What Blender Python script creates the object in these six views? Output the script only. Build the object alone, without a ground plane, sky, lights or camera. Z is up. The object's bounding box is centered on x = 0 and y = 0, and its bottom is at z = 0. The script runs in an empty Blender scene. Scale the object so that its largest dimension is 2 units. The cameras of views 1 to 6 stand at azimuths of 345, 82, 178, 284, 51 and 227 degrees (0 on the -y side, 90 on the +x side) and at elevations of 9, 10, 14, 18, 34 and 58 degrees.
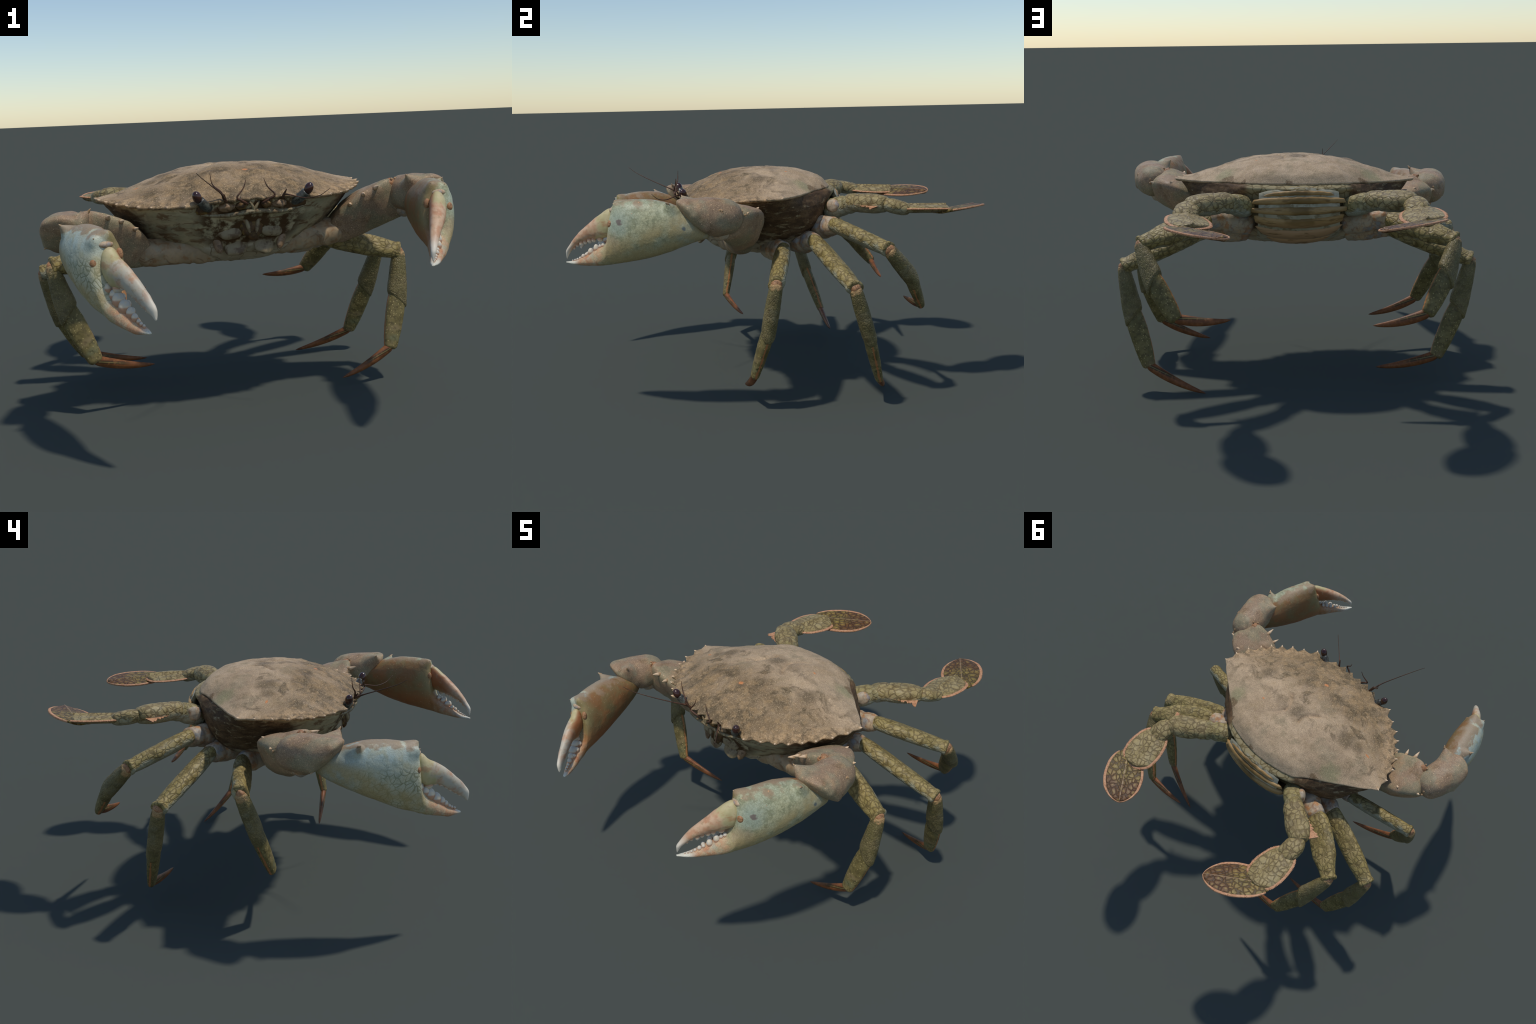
# A swimming crab (mud crab) standing on its legs with both claws held forward.
# Units: metres, z up, the crab's face looks towards -y.
import bpy, math, random
import numpy as np
from mathutils import Vector, Matrix, noise

random.seed(7)
RNG = np.random.default_rng(7)
V = np.array

# ----------------------------------------------------------------------------
# small maths helpers
# ----------------------------------------------------------------------------
def unit(v):
    v = np.asarray(v, float)
    return v / np.linalg.norm(v)

def catmull(pts, n, closed=False):
    """n points on a Catmull-Rom curve through pts."""
    p = np.asarray(pts, float)
    k = len(p)
    if closed:
        q = np.vstack([p[-1:], p, p[:2]])
        u = np.arange(n) / n * k
    else:
        q = np.vstack([2 * p[:1] - p[1:2], p, 2 * p[-1:] - p[-2:-1]])
        u = np.linspace(0, k - 1, n)
    i = np.minimum(u.astype(int), (k if closed else k - 1) - 1)
    f = (u - i)[:, None]
    a, b, c, d = q[i], q[i + 1], q[i + 2], q[i + 3]
    return 0.5 * (2 * b + (c - a) * f + (2 * a - 5 * b + 4 * c - d) * f ** 2
                  + (3 * b - a - 3 * c + d) * f ** 3)

def pchip(xq, x, y):
    """monotone cubic interpolation; y may be (n,) or (n, m)."""
    x = np.asarray(x, float); y = np.asarray(y, float)
    one = y.ndim == 1
    if one: y = y[:, None]
    h = np.diff(x)[:, None]; d = np.diff(y, axis=0) / h
    m = np.zeros_like(y)
    if len(x) > 2:
        same = d[:-1] * d[1:] > 0
        w1 = 2 * h[1:] + h[:-1]; w2 = h[1:] + 2 * h[:-1]
        with np.errstate(divide='ignore', invalid='ignore'):
            hm = (w1 + w2) / (w1 / d[:-1] + w2 / d[1:])
        m[1:-1] = np.where(same, hm, 0)
    m[0] = d[0]; m[-1] = d[-1]
    xq = np.clip(np.asarray(xq, float), x[0], x[-1])
    i = np.clip(np.searchsorted(x, xq, side='right') - 1, 0, len(x) - 2)
    t = ((xq - x[i]) / (x[i + 1] - x[i]))[:, None]; H = h[i]
    r = ((1 + 2 * t) * (1 - t) ** 2 * y[i] + t * (1 - t) ** 2 * H * m[i]
         + t * t * (3 - 2 * t) * y[i + 1] + t * t * (t - 1) * H * m[i + 1])
    return r[:, 0] if one else r

def sstep(a, b, x):
    t = np.clip((np.asarray(x, float) - a) / (b - a), 0, 1)
    return t * t * (3 - 2 * t)

def fbm(p, scale, octaves=3, seed=0.0):
    return noise.fractal(Vector((p[0] * scale + seed, p[1] * scale - seed, p[2] * scale + 2 * seed)),
                         1.0, 2.0, octaves)

def dist_polyline(P, line):
    """distance of points P (n,2) from a 2D polyline."""
    line = np.asarray(line, float); best = np.full(len(P), 1e9)
    for a, b in zip(line[:-1], line[1:]):
        ab = b - a
        t = np.clip(((P - a) @ ab) / (ab @ ab), 0, 1)[:, None]
        best = np.minimum(best, np.linalg.norm(P - a - t * ab, axis=1))
    return best

def mirror(p):
    p = np.asarray(p, float) * V([-1, 1, 1]) if np.ndim(p) == 1 else np.asarray(p, float) * V([[-1, 1, 1]])
    return p

TILT = 0.017                       # the shell leans a little towards -x
def tilt(p):
    p = np.array(p, float)
    p[..., 2] += TILT * p[..., 0]
    return p

# ----------------------------------------------------------------------------
# objects
# ----------------------------------------------------------------------------
WORLD = {}
def add_object(name, verts, faces, mat, parent=None, M=None, smooth=True, kind=None, angle=None):
    me = bpy.data.meshes.new(name)
    me.from_pydata([tuple(map(float, v)) for v in verts], [], faces)
    me.validate(); me.update()
    if mat: me.materials.append(mat)
    ob = bpy.data.objects.new(name, me)
    bpy.context.scene.collection.objects.link(ob)
    M = M or Matrix.Identity(4)
    place(ob, parent, M)
    if smooth:
        me.polygons.foreach_set('use_smooth', [True] * len(me.polygons))
        if angle: me.set_sharp_from_angle(angle=math.radians(angle))
    if kind: ob["kind"] = kind
    return ob

def place(ob, parent, M):
    ob.matrix_basis = M
    WORLD[ob.name] = M.copy()
    if parent:
        ob.parent = parent
        ob.matrix_parent_inverse = WORLD[parent.name].inverted()

def grid_faces(nr, nc, wrap=True):
    f = []
    for i in range(nr - 1):
        for j in range(nc if wrap else nc - 1):
            k = (j + 1) % nc
            f.append((i * nc + j, i * nc + k, (i + 1) * nc + k, (i + 1) * nc + j))
    return f

def loft(rings, cap0=True, cap1=True):
    """skin closed rings (nr, nc, 3)."""
    R = np.asarray(rings, float); nr, nc = R.shape[:2]
    verts = list(R.reshape(-1, 3)); faces = grid_faces(nr, nc)
    if cap0:
        verts.append(R[0].mean(0)); c = len(verts) - 1
        faces += [(c, (j + 1) % nc, j) for j in range(nc)]
    if cap1:
        verts.append(R[-1].mean(0)); c = len(verts) - 1; o = (nr - 1) * nc
        faces += [(c, o + j, o + (j + 1) % nc) for j in range(nc)]
    return verts, faces

def frame(p0, p1, normal):
    """matrix at p0: local Z runs to p1, local Y is the thin direction (normal), X the wide one."""
    p0 = V(p0, float); z = unit(V(p1, float) - p0)
    n = V(normal, float); y = unit(n - z * (n @ z)); x = np.cross(y, z)
    M = Matrix.Identity(4)
    for i, c in enumerate((x, y, z, p0)):
        for r in range(3): M[r][i] = c[r]
    return M, float(np.linalg.norm(V(p1, float) - p0))

def segment(name, p0, p1, normal, prof, mat, parent, nz=48, nc=40, power=2.3,
            bumps=0.0, bump_scale=60, keel=None, skew=None, warp=None):
    """A limb piece. prof rows: t, half width, half thickness [, x offset, y offset] (t is a share of the length)."""
    M, L = frame(p0, p1, normal)
    pr = np.array([list(r) + [0] * (5 - len(r)) for r in prof], float)
    t = np.linspace(pr[0, 0], pr[-1, 0], nz)
    # denser near both ends so that caps are round
    t = pr[0, 0] + (pr[-1, 0] - pr[0, 0]) * (0.5 - 0.5 * np.cos(np.pi * np.linspace(0, 1, nz))) * 0.6 + 0.4 * (t - pr[0, 0])
    q = pchip(t, pr[:, 0], pr[:, 1:])
    th = np.linspace(0, 2 * np.pi, nc, endpoint=False)
    cx = np.sign(np.cos(th)) * np.abs(np.cos(th)) ** (2 / power)
    sy = np.sign(np.sin(th)) * np.abs(np.sin(th)) ** (2 / power)
    R = np.zeros((nz, nc, 3))
    for i in range(nz):
        w, h, dx, dy = q[i]
        R[i, :, 0] = cx * w + dx
        R[i, :, 1] = sy * h + dy
        R[i, :, 2] = t[i] * L
        if keel: R[i, :, 1] += keel(cx, sy, t[i]) * h
        if skew: R[i, :, 2] += skew * cx * w * sstep(.6, 1, t[i])
    if warp: R = warp(R, t, cx, sy)
    if bumps:
        c = np.mean(R, axis=1, keepdims=True)
        for i in range(nz):
            for j in range(nc):
                d = R[i, j] - c[i, 0]; d[2] = 0
                n = np.linalg.norm(d)
                if n > 1e-5:
                    R[i, j] += d / n * bumps * fbm(R[i, j] + V(p0), bump_scale, 2)
    v, f = loft(R)
    return add_object(name, v, f, mat, parent, M)

def tube(name, pts, radii, mat, parent, nc=10, n=30):
    c = catmull(pts, n); r = pchip(np.linspace(0, 1, n), np.linspace(0, 1, len(radii)), radii)
    rings = []; up = V([0.3, 0.2, 1.0])
    for i in range(n):
        tdir = unit(c[min(i + 1, n - 1)] - c[max(i - 1, 0)])
        x = np.cross(up, tdir); x = unit(x) if np.linalg.norm(x) > 1e-6 else V([1, 0, 0]); y = np.cross(tdir, x)
        th = np.linspace(0, 2 * np.pi, nc, endpoint=False)
        rings.append(c[i] + r[i] * (np.cos(th)[:, None] * x + np.sin(th)[:, None] * y))
    v, f = loft(rings)
    return add_object(name, v, f, mat, parent)

def spine(name, base, tip, r, mat, parent, bend=(0, 0, 0), flat=1.0, flat_dir=(0, 0, 1), n=14, nc=14):
    """a horny spine: local Z from 0 (base) to its length."""
    M, L = frame(base, tip, flat_dir)
    t = np.linspace(0, 1, n); R = []
    b = V((M.inverted().to_3x3() @ Vector(bend))[:])
    th = np.linspace(0, 2 * np.pi, nc, endpoint=False)
    for s in t:
        rr = r * ((1 - s) ** 0.85 * 0.92 + 0.08 * (1 - s ** 6))
        ring = np.stack([np.cos(th) * rr, np.sin(th) * rr * flat, np.full(nc, s * L)], 1) + b * (4 * s * (1 - s))
        R.append(ring)
    v, f = loft(R)
    return add_object(name, v, f, mat, parent, M)

def blob(name, centre, radii, axes, mat, parent, n=24, nc=32, power=2.0, bump=0.0, scale=30, shape=None):
    """an ellipsoid lump with axes (x dir, z dir)."""
    z = unit(axes[1]); x = V(axes[0], float); x = unit(x - z * (x @ z)); y = np.cross(z, x)
    M = Matrix.Identity(4)
    for i, c in enumerate((x, y, z, V(centre, float))):
        for r in range(3): M[r][i] = c[r]
    R = []
    for i in range(n):
        a = math.pi * (i + .5) / n
        th = np.linspace(0, 2 * np.pi, nc, endpoint=False)
        s = math.sin(a) ** (2 / power); c = math.copysign(abs(math.cos(a)) ** (2 / power), math.cos(a))
        ring = np.stack([s * np.cos(th) * radii[0], s * np.sin(th) * radii[1], np.full(nc, -c * radii[2])], 1)
        if bump:
            for p in ring: p *= 1 + bump * fbm(p + V(centre), scale, 3)
        R.append(ring)
    R = np.array(R)
    if shape is not None: R = shape(R)
    v, f = loft(R)
    return add_object(name, v, f, mat, parent, M)

def pull(ob, base, tip, radius, power=2.0):
    """draw the skin around base out towards tip: a spine that grows smoothly from its plate."""
    M = WORLD[ob.name]; Mi = M.inverted(); b = V(base, float); d = V(tip, float) - b
    for vt in ob.data.vertices:
        w = M @ vt.co; r = np.linalg.norm(V(w[:]) - b) / radius
        if r < 1:
            vt.co = Mi @ (w + Vector(d * (1 - r) ** power))
    ob.data.update()

# ----------------------------------------------------------------------------
# materials
# ----------------------------------------------------------------------------
DAYLIGHT = (1.44, 1.32, 1.14)   # colours below are written as they look in the set's daylight
def srgb(h):
    h = h.lstrip('#'); c = [int(h[i:i + 2], 16) / 255 for i in (0, 2, 4)]
    c = [(x / 12.92 if x <= .04045 else ((x + .055) / 1.055) ** 2.4) for x in c]
    return tuple(min(x * g, .9) for x, g in zip(c, DAYLIGHT)) + (1,)

class Mat:
    """thin wrapper over a node tree."""
    def __init__(self, name, rough=.55, spec=.35, coat=0.0, sss=0.0):
        self.m = bpy.data.materials.new(name); self.m.use_nodes = True
        self.nt = self.m.node_tree; self.b = self.nt.nodes['Principled BSDF']
        self.b.inputs['Roughness'].default_value = rough
        self.b.inputs['Specular IOR Level'].default_value = spec
        self.b.inputs['Coat Weight'].default_value = coat
        self.b.inputs['Coat Roughness'].default_value = .25
        if sss:
            self.b.inputs['Subsurface Weight'].default_value = sss
            self.b.inputs['Subsurface Radius'].default_value = (.02, .012, .008)
            self.b.inputs['Subsurface Scale'].default_value = .3
        tc = self.nt.nodes.new('ShaderNodeTexCoord'); self.obj = tc.outputs['Object']
        s = self.nt.nodes.new('ShaderNodeSeparateXYZ'); self.link(self.obj, s.inputs[0])
        self.x, self.y, self.z = s.outputs
    def link(self, a, b): self.nt.links.new(a, b)
    def put(self, sock, v):
        if hasattr(v, 'is_linked') or isinstance(v, bpy.types.NodeSocket): self.link(v, sock)
        elif isinstance(v, str): sock.default_value = srgb(v)
        else: sock.default_value = v
    def noise(self, scale=5, detail=4, rough=.55, dist=0.0, vec=None, out=0):
        n = self.nt.nodes.new('ShaderNodeTexNoise'); self.link(vec or self.obj, n.inputs['Vector'])
        n.inputs['Scale'].default_value = scale; n.inputs['Detail'].default_value = detail
        n.inputs['Roughness'].default_value = rough; n.inputs['Distortion'].default_value = dist
        return n.outputs[out]
    def voronoi(self, scale=20, feature='DISTANCE_TO_EDGE', vec=None, rand=1.0, out='Distance'):
        n = self.nt.nodes.new('ShaderNodeTexVoronoi'); n.feature = feature
        self.link(vec or self.obj, n.inputs['Vector']); n.inputs['Scale'].default_value = scale
        n.inputs['Randomness'].default_value = rand
        return n.outputs[out]
    def math(self, op, a, b=None, c=None, clamp=False):
        n = self.nt.nodes.new('ShaderNodeMath'); n.operation = op; n.use_clamp = clamp
        for s, v in zip(n.inputs, (a, b, c)):
            if v is not None: self.put(s, v)
        return n.outputs[0]
    def rng(self, v, a, b, lo=0.0, hi=1.0, smooth=True):
        n = self.nt.nodes.new('ShaderNodeMapRange'); n.interpolation_type = 'SMOOTHSTEP' if smooth else 'LINEAR'
        self.put(n.inputs['Value'], v)
        for k, w in (('From Min', a), ('From Max', b), ('To Min', lo), ('To Max', hi)): n.inputs[k].default_value = w
        return n.outputs[0]
    def mix(self, fac, a, b, blend='MIX'):
        n = self.nt.nodes.new('ShaderNodeMix'); n.data_type = 'RGBA'; n.blend_type = blend
        self.put(n.inputs[0], fac); self.put(n.inputs[6], a); self.put(n.inputs[7], b)
        return n.outputs[2]
    def scaled(self, sx, sy, sz, warp=0.0, wscale=8):
        n = self.nt.nodes.new('ShaderNodeMapping'); self.link(self.obj, n.inputs['Vector'])
        n.inputs['Scale'].default_value = (sx, sy, sz)
        out = n.outputs[0]
        if warp:
            a = self.nt.nodes.new('ShaderNodeVectorMath'); a.operation = 'MULTIPLY_ADD'
            self.link(self.noise(wscale, 2, out=1), a.inputs[0]); a.inputs[1].default_value = (warp,) * 3
            self.link(out, a.inputs[2]); out = a.outputs[0]
        return out
    def spot(self, p, r0, r1, squash=(1, 1, 1)):
        """1 inside r0 of point p, 0 beyond r1 (object coordinates)."""
        n = self.nt.nodes.new('ShaderNodeVectorMath'); n.operation = 'SUBTRACT'
        self.link(self.obj, n.inputs[0]); n.inputs[1].default_value = p
        s = self.nt.nodes.new('ShaderNodeVectorMath'); s.operation = 'MULTIPLY'
        self.link(n.outputs[0], s.inputs[0]); s.inputs[1].default_value = squash
        l = self.nt.nodes.new('ShaderNodeVectorMath'); l.operation = 'LENGTH'; self.link(s.outputs[0], l.inputs[0])
        d = self.math('ADD', l.outputs['Value'], self.rng(self.noise(45, 3), .3, .7, -.35 * r0, .35 * r0))
        return self.rng(d, r0, r1, 1, 0)
    def bump(self, h, strength=.3, dist=.004):
        n = self.nt.nodes.new('ShaderNodeBump'); n.inputs['Strength'].default_value = strength
        n.inputs['Distance'].default_value = dist; self.put(n.inputs['Height'], h)
        if self.b.inputs['Normal'].is_linked:
            self.link(self.b.inputs['Normal'].links[0].from_socket, n.inputs['Normal'])
        self.link(n.outputs[0], self.b.inputs['Normal'])
    def done(self, col, rough=None):
        self.put(self.b.inputs['Base Color'], col)
        if rough is not None: self.put(self.b.inputs['Roughness'], rough)
        return self.m

def mat_shell():
    m = Mat('carapace_shell', .68, .22)
    big = m.noise(5.5, 5, .6, .4); mid = m.noise(18, 5, .65); fine = m.noise(150, 3, .7); grain = m.noise(330, 2, .6)
    c = m.mix(m.rng(big, .35, .68), '#9a8873', '#ac9a84')
    c = m.mix(m.rng(mid, .45, .70, 0, .5), c, '#86755c')
    c = m.mix(m.rng(m.noise(9, 4, .6), .52, .7, 0, .40), c, '#7c7b6b')
    front = m.rng(m.y, -.02, -.26)
    c = m.mix(m.math('MULTIPLY', front, m.rng(m.noise(7, 4, .6), .3, .6, .45, .95)), c, '#6d5d47')
    blot = m.math('MULTIPLY', m.rng(m.noise(12, 5, .62, .8), .5, .64), m.rng(m.y, .14, -.12))
    for p, r in (((-.09, -.22, 1.02), .045), ((-.2, -.22, 1.0), .04), ((-.29, -.08, 1.0), .055), ((-.36, -.1, .98), .035),
                 ((-.39, -.24, .95), .04), ((-.24, -.36, .96), .04), ((-.3, -.36, .94), .04), ((-.01, .0, 1.055), .05),
                 ((.31, -.09, 1.0), .05), ((.19, -.35, .97), .05), ((.09, -.2, 1.03), .04), ((.25, -.2, 1.0), .05),
                 ((.0, -.43, .94), .06), ((-.1, -.43, .94), .05), ((.1, -.43, .94), .05), ((.2, -.41, .93), .04)):
        blot = m.math('MAXIMUM', blot, m.math('MULTIPLY', m.spot(p, r * .35, r * 1.5), .9))
    c = m.mix(m.math('MULTIPLY', blot, .78), c, '#40392a')
    tan = m.math('MULTIPLY', m.rng(m.noise(26, 4, .6), .46, .62), front)
    c = m.mix(m.math('MULTIPLY', tan, .5), c, '#9b8362')
    # pale tan crust along the toothed rim
    rim = m.math('ADD', m.math('MULTIPLY', m.math('ABSOLUTE', m.x), .78), m.math('MULTIPLY', m.y, -.63))
    c = m.mix(m.math('MULTIPLY', m.math('MULTIPLY', m.rng(m.noise(30, 3, .6), .42, .56), m.rng(rim, .45, .53)), .75), c, '#b69b79')
    c = m.mix(m.math('MULTIPLY', m.math('MULTIPLY', m.rng(m.noise(34, 3, .6), .56, .46), m.rng(rim, .47, .53)), .55), c, '#4e4232')
    for p, r in (((.345, .125, .98), .06), ((-.37, .115, .97), .07)):
        c = m.mix(m.math('MULTIPLY', m.spot(p, r * .3, r * 1.2), .55), c, '#75805f')
    for p, r in (((.335, .18, .955), .05), ((-.32, .19, .95), .03), ((.047, .3, .96), .02), ((.25, .235, .955), .02)):
        c = m.mix(m.math('MULTIPLY', m.spot(p, r * .6, r), .75), c, '#5b4833')
    # orange scrapes
    for p, r, q in (((.194, .065, 1.043), .012, (1, 1.4, 1)), ((.021, -.249, 1.026), .012, (.8, 1.4, 1)),
                    ((-.43, -.107, .965), .010, (.45, 1.6, 1)), ((-.48, -.12, .955), .007, (.35, 1.6, 1))):
        c = m.mix(m.spot(p, r * .7, r * 1.25, q), c, '#b9794c')
    c = m.mix(m.rng(fine, .48, .64, 0, .34), c, '#b9a78b')
    c = m.mix(m.rng(grain, .36, .56, .5, 0), c, '#5a4a36')
    c = m.mix(m.rng(m.voronoi(60, 'F1'), .14, .07, 0, .7), c, '#cbb596')
    m.bump(fine, .3, .003); m.bump(grain, .35, .0016); m.bump(mid, .25, .008)
    return m.done(c, m.rng(mid, .3, .7, .55, .75))

def mat_arm(name, lower='#77806a', strong=.5):
    """taupe arm pieces, greener in places, speckled."""
    m = Mat(name, .55, .3)
    big = m.noise(9, 4, .6); fine = m.noise(190, 3, .7); mid = m.noise(30, 4, .6); grain = m.noise(380, 2, .6)
    c = m.mix(m.rng(big, .38, .66), '#83705e', '#94806a')
    c = m.mix(m.rng(m.noise(13, 4, .6, .5), .5, .68, 0, .65), c, '#665038')
    c = m.mix(m.rng(mid, .5, .72, 0, .5), c, '#a58b6c')
    if lower: c = m.mix(m.math('MULTIPLY', m.rng(m.noise(10, 3), .42, .6), strong), c, lower)
    c = m.mix(m.rng(fine, .48, .64, 0, .35), c, '#b9a184')
    c = m.mix(m.rng(grain, .36, .58, .35, 0), c, '#54422f')
    c = m.mix(m.rng(m.voronoi(55, 'F1'), .15, .08, 0, .7), c, '#cdaf92')
    m.bump(fine, .25, .002); m.bump(mid, .3, .006)
    return m.done(c, m.rng(mid, .3, .7, .48, .66))

def mat_ischium():
    m = Mat('arm_base_shell', .55, .3)
    c = m.mix(m.rng(m.noise(14, 4, .6), .38, .64), '#8c7c65', '#a08b70')
    c = m.mix(m.rng(m.noise(22, 4, .6, .6), .52, .66, 0, .7), c, '#84603f')
    c = m.mix(m.rng(m.noise(30, 4), .5, .7, 0, .5), c, '#8f9084')
    c = m.mix(m.rng(m.noise(9, 4, .6, 1.5, m.scaled(1.6, 1, 1)), .54, .6, 0, .5), c, '#5f452d')
    m.bump(m.noise(90, 3), .25, .003)
    return m.done(c)

def mat_palm(name, side):
    """claw hand: sage or pale blue net outside, taupe above, orange brown inside, pink and white fingers.
    local x runs to the finger tips, y * side is outward, z is height."""
    m = Mat(name, .5, .35)
    out = m.math('MULTIPLY', m.y, side)
    w = m.scaled(1, 1, 1, .06, 12)
    cells = m.voronoi(36, 'DISTANCE_TO_EDGE', w); patch = m.noise(9, 3, .6); fine = m.noise(120, 3, .6)
    if side > 0:   # greener hand
        c = m.mix(m.rng(patch, .35, .66), '#9aa28e', '#aaac90')
        c = m.mix(m.rng(m.noise(44, 4, .6), .46, .64, 0, .65), c, '#737a62')
        c = m.mix(m.rng(m.voronoi(75, 'DISTANCE_TO_EDGE', w), .14, .0, 0, .4), c, '#6b7057')
        c = m.mix(m.math('MULTIPLY', m.rng(m.x, -.24, -.38), .6), c, '#93a2a2')
        c = m.mix(m.math('MULTIPLY', m.spot((-.04, .07, .03), .02, .09), .5), c, '#8fa3a0')
        c = m.mix(m.math('MULTIPLY', m.spot((.0, .06, -.08), .03, .08), .5), c, '#a58a6a')
    else:          # paler, bluer hand
        c = m.mix(m.rng(patch, .35, .66), '#a9b0a4', '#b3b29c')
        c = m.mix(m.math('MULTIPLY', m.rng(m.z, .02, .07), m.rng(m.noise(14, 3), .3, .6, .3, .9)), c, '#9fb2b4')
        band = m.math('MULTIPLY', m.rng(m.z, .05, .0), m.rng(m.noise(7, 2), .3, .46))
        c = m.mix(m.math('MULTIPLY', m.rng(cells, .11, .0, 0, .8), band), c, '#6a6f52')
        c = m.mix(m.rng(m.noise(30, 4, .6), .5, .66, 0, .4), c, '#7f8a78')
        c = m.mix(m.rng(m.noise(12, 3), .48, .66, 0, .6), c, '#aca88a')
        c = m.mix(m.math('MULTIPLY', m.rng(m.x, -.2, -.33), .7), c, '#8d9fa4')
    low = m.rng(m.math('ADD', m.z, m.math('MULTIPLY', m.x, .42)), -.04, -.11)
    c = m.mix(m.math('MULTIPLY', low, m.rng(m.noise(16, 3), .3, .6, .2, .75)), c, '#9f8f66')
    # inner face: orange brown, olive patches
    inn = m.mix(m.rng(m.noise(11, 4, .6, .5), .35, .66), '#7e5a38', '#776a48')
    inn = m.mix(m.rng(m.noise(8, 3), .52, .68, 0, .7), inn, '#96603a')
    inn = m.mix(m.rng(m.x, -.08, .02, 0, .45), inn, '#8f926c')
    inn = m.mix(m.rng(m.z, -.02, -.10, 0, .6), inn, '#9c5c34')
    c = m.mix(m.rng(m.math('ADD', out, m.rng(m.noise(14, 3), .3, .7, -.02, .02)), .0, -.032), c, inn)
    # taupe back
    top = m.rng(m.math('ADD', m.z, m.rng(m.noise(18, 3), .3, .7, -.025, .025)), .090 if side > 0 else .098, .125)
    c = m.mix(m.math('MULTIPLY', top, .85), c, '#897661')
    # finger: salmon, white point
    fing = m.math('MULTIPLY', m.rng(m.math('ADD', m.x, m.rng(m.noise(20, 3), .3, .7, -.03, .03)), .02, .10), m.rng(m.z, .0, -.06))
    fc = m.mix(m.rng(m.noise(35, 4, .6), .4, .64), '#b2886c', '#b5a28a')
    fc = m.mix(m.rng(m.noise(24, 3), .55, .68, 0, .6), fc, '#aa6440')
    fc = m.mix(m.rng(m.noise(15, 3), .5, .66, 0, .7), fc, '#9a9d96')
    c = m.mix(m.math('MULTIPLY', fing, .85), c, fc)
    c = m.mix(m.rng(m.x, .16, .21), c, '#c2c4bd')
    if side > 0:
        for p, r, col in (((-.085, .09, .075), .009, '#c09773'), ((-.12, .09, .05), .007, '#b58b6c'), ((-.045, .08, .03), .016, '#6f6866'),
                          ((-.26, .09, .03), .009, '#696a62'), ((-.33, .075, -.0), .010, '#5f6a70')):
            c = m.mix(m.spot(p, r * .8, r * 1.3), c, col)
    c = m.mix(m.rng(m.voronoi(80, 'F1'), .13, .06, 0, .6), c, '#cfc4a8')
    c = m.mix(m.rng(m.noise(300, 2, .6), .38, .56, .28, 0), c, '#5c5844')
    m.bump(fine, .2, .002); m.bump(cells, .3, .004); m.bump(m.noise(22, 3), .3, .008)
    return m.done(c, m.rng(patch, .3, .7, .44, .58))

def mat_finger(name, side):
    """movable finger: olive cream base, salmon middle, white tip; local x to the tip."""
    m = Mat(name, .48, .35)
    out = m.math('MULTIPLY', m.y, side)
    c = m.mix(m.rng(m.noise(20, 3), .35, .65), '#a09a76', '#aea687')
    mid = m.mix(m.rng(m.noise(30, 4, .6), .38, .62), '#a9836a', '#b39a84')
    if side < 0: mid = m.mix(m.rng(m.noise(13, 3), .4, .6, 0, .8), mid, '#a6a9a2')
    c = m.mix(m.rng(m.math('ADD', m.x, m.rng(m.noise(20, 3), .3, .7, -.025, .025)), .05, .11), c, mid)
    inner = m.math('ADD', out, m.rng(m.x, 0, .24, 0, .076, False))
    c = m.mix(m.math('MULTIPLY', m.rng(inner, -.005, -.028), m.rng(m.x, .2, .06)), c, '#8d5a38')
    streak = m.noise(26, 4, .6, 0, m.scaled(.25, 1, 1))
    c = m.mix(m.rng(streak, .52, .64, 0, .5), c, '#96603f')
    c = m.mix(m.rng(m.noise(40, 4, .6), .54, .66, 0, .5), c, '#8e7d62')
    c = m.mix(m.rng(m.x, .19, .24), c, '#c1beb6')
    m.bump(m.noise(80, 3), .2, .002); m.bump(streak, .3, .004)
    return m.done(c)

def mat_tooth():
    m = Mat('finger_tooth_enamel', .4, .4)
    c = m.mix(m.rng(m.noise(60, 3), .4, .65), '#b3b3b0', '#c4baa9')
    c = m.mix(m.rng(m.z, .006, -.002, 0, .75), c, '#ad7a58')
    return m.done(c)

def mat_spine():
    m = Mat('spine_horn', .5, .3)
    c = m.mix(m.rng(m.noise(70, 3), .4, .62), '#8d765c', '#a2886a')
    c = m.mix(m.rng(m.z, .010, .022), c, '#c6b096')
    return m.done(c)

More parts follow.
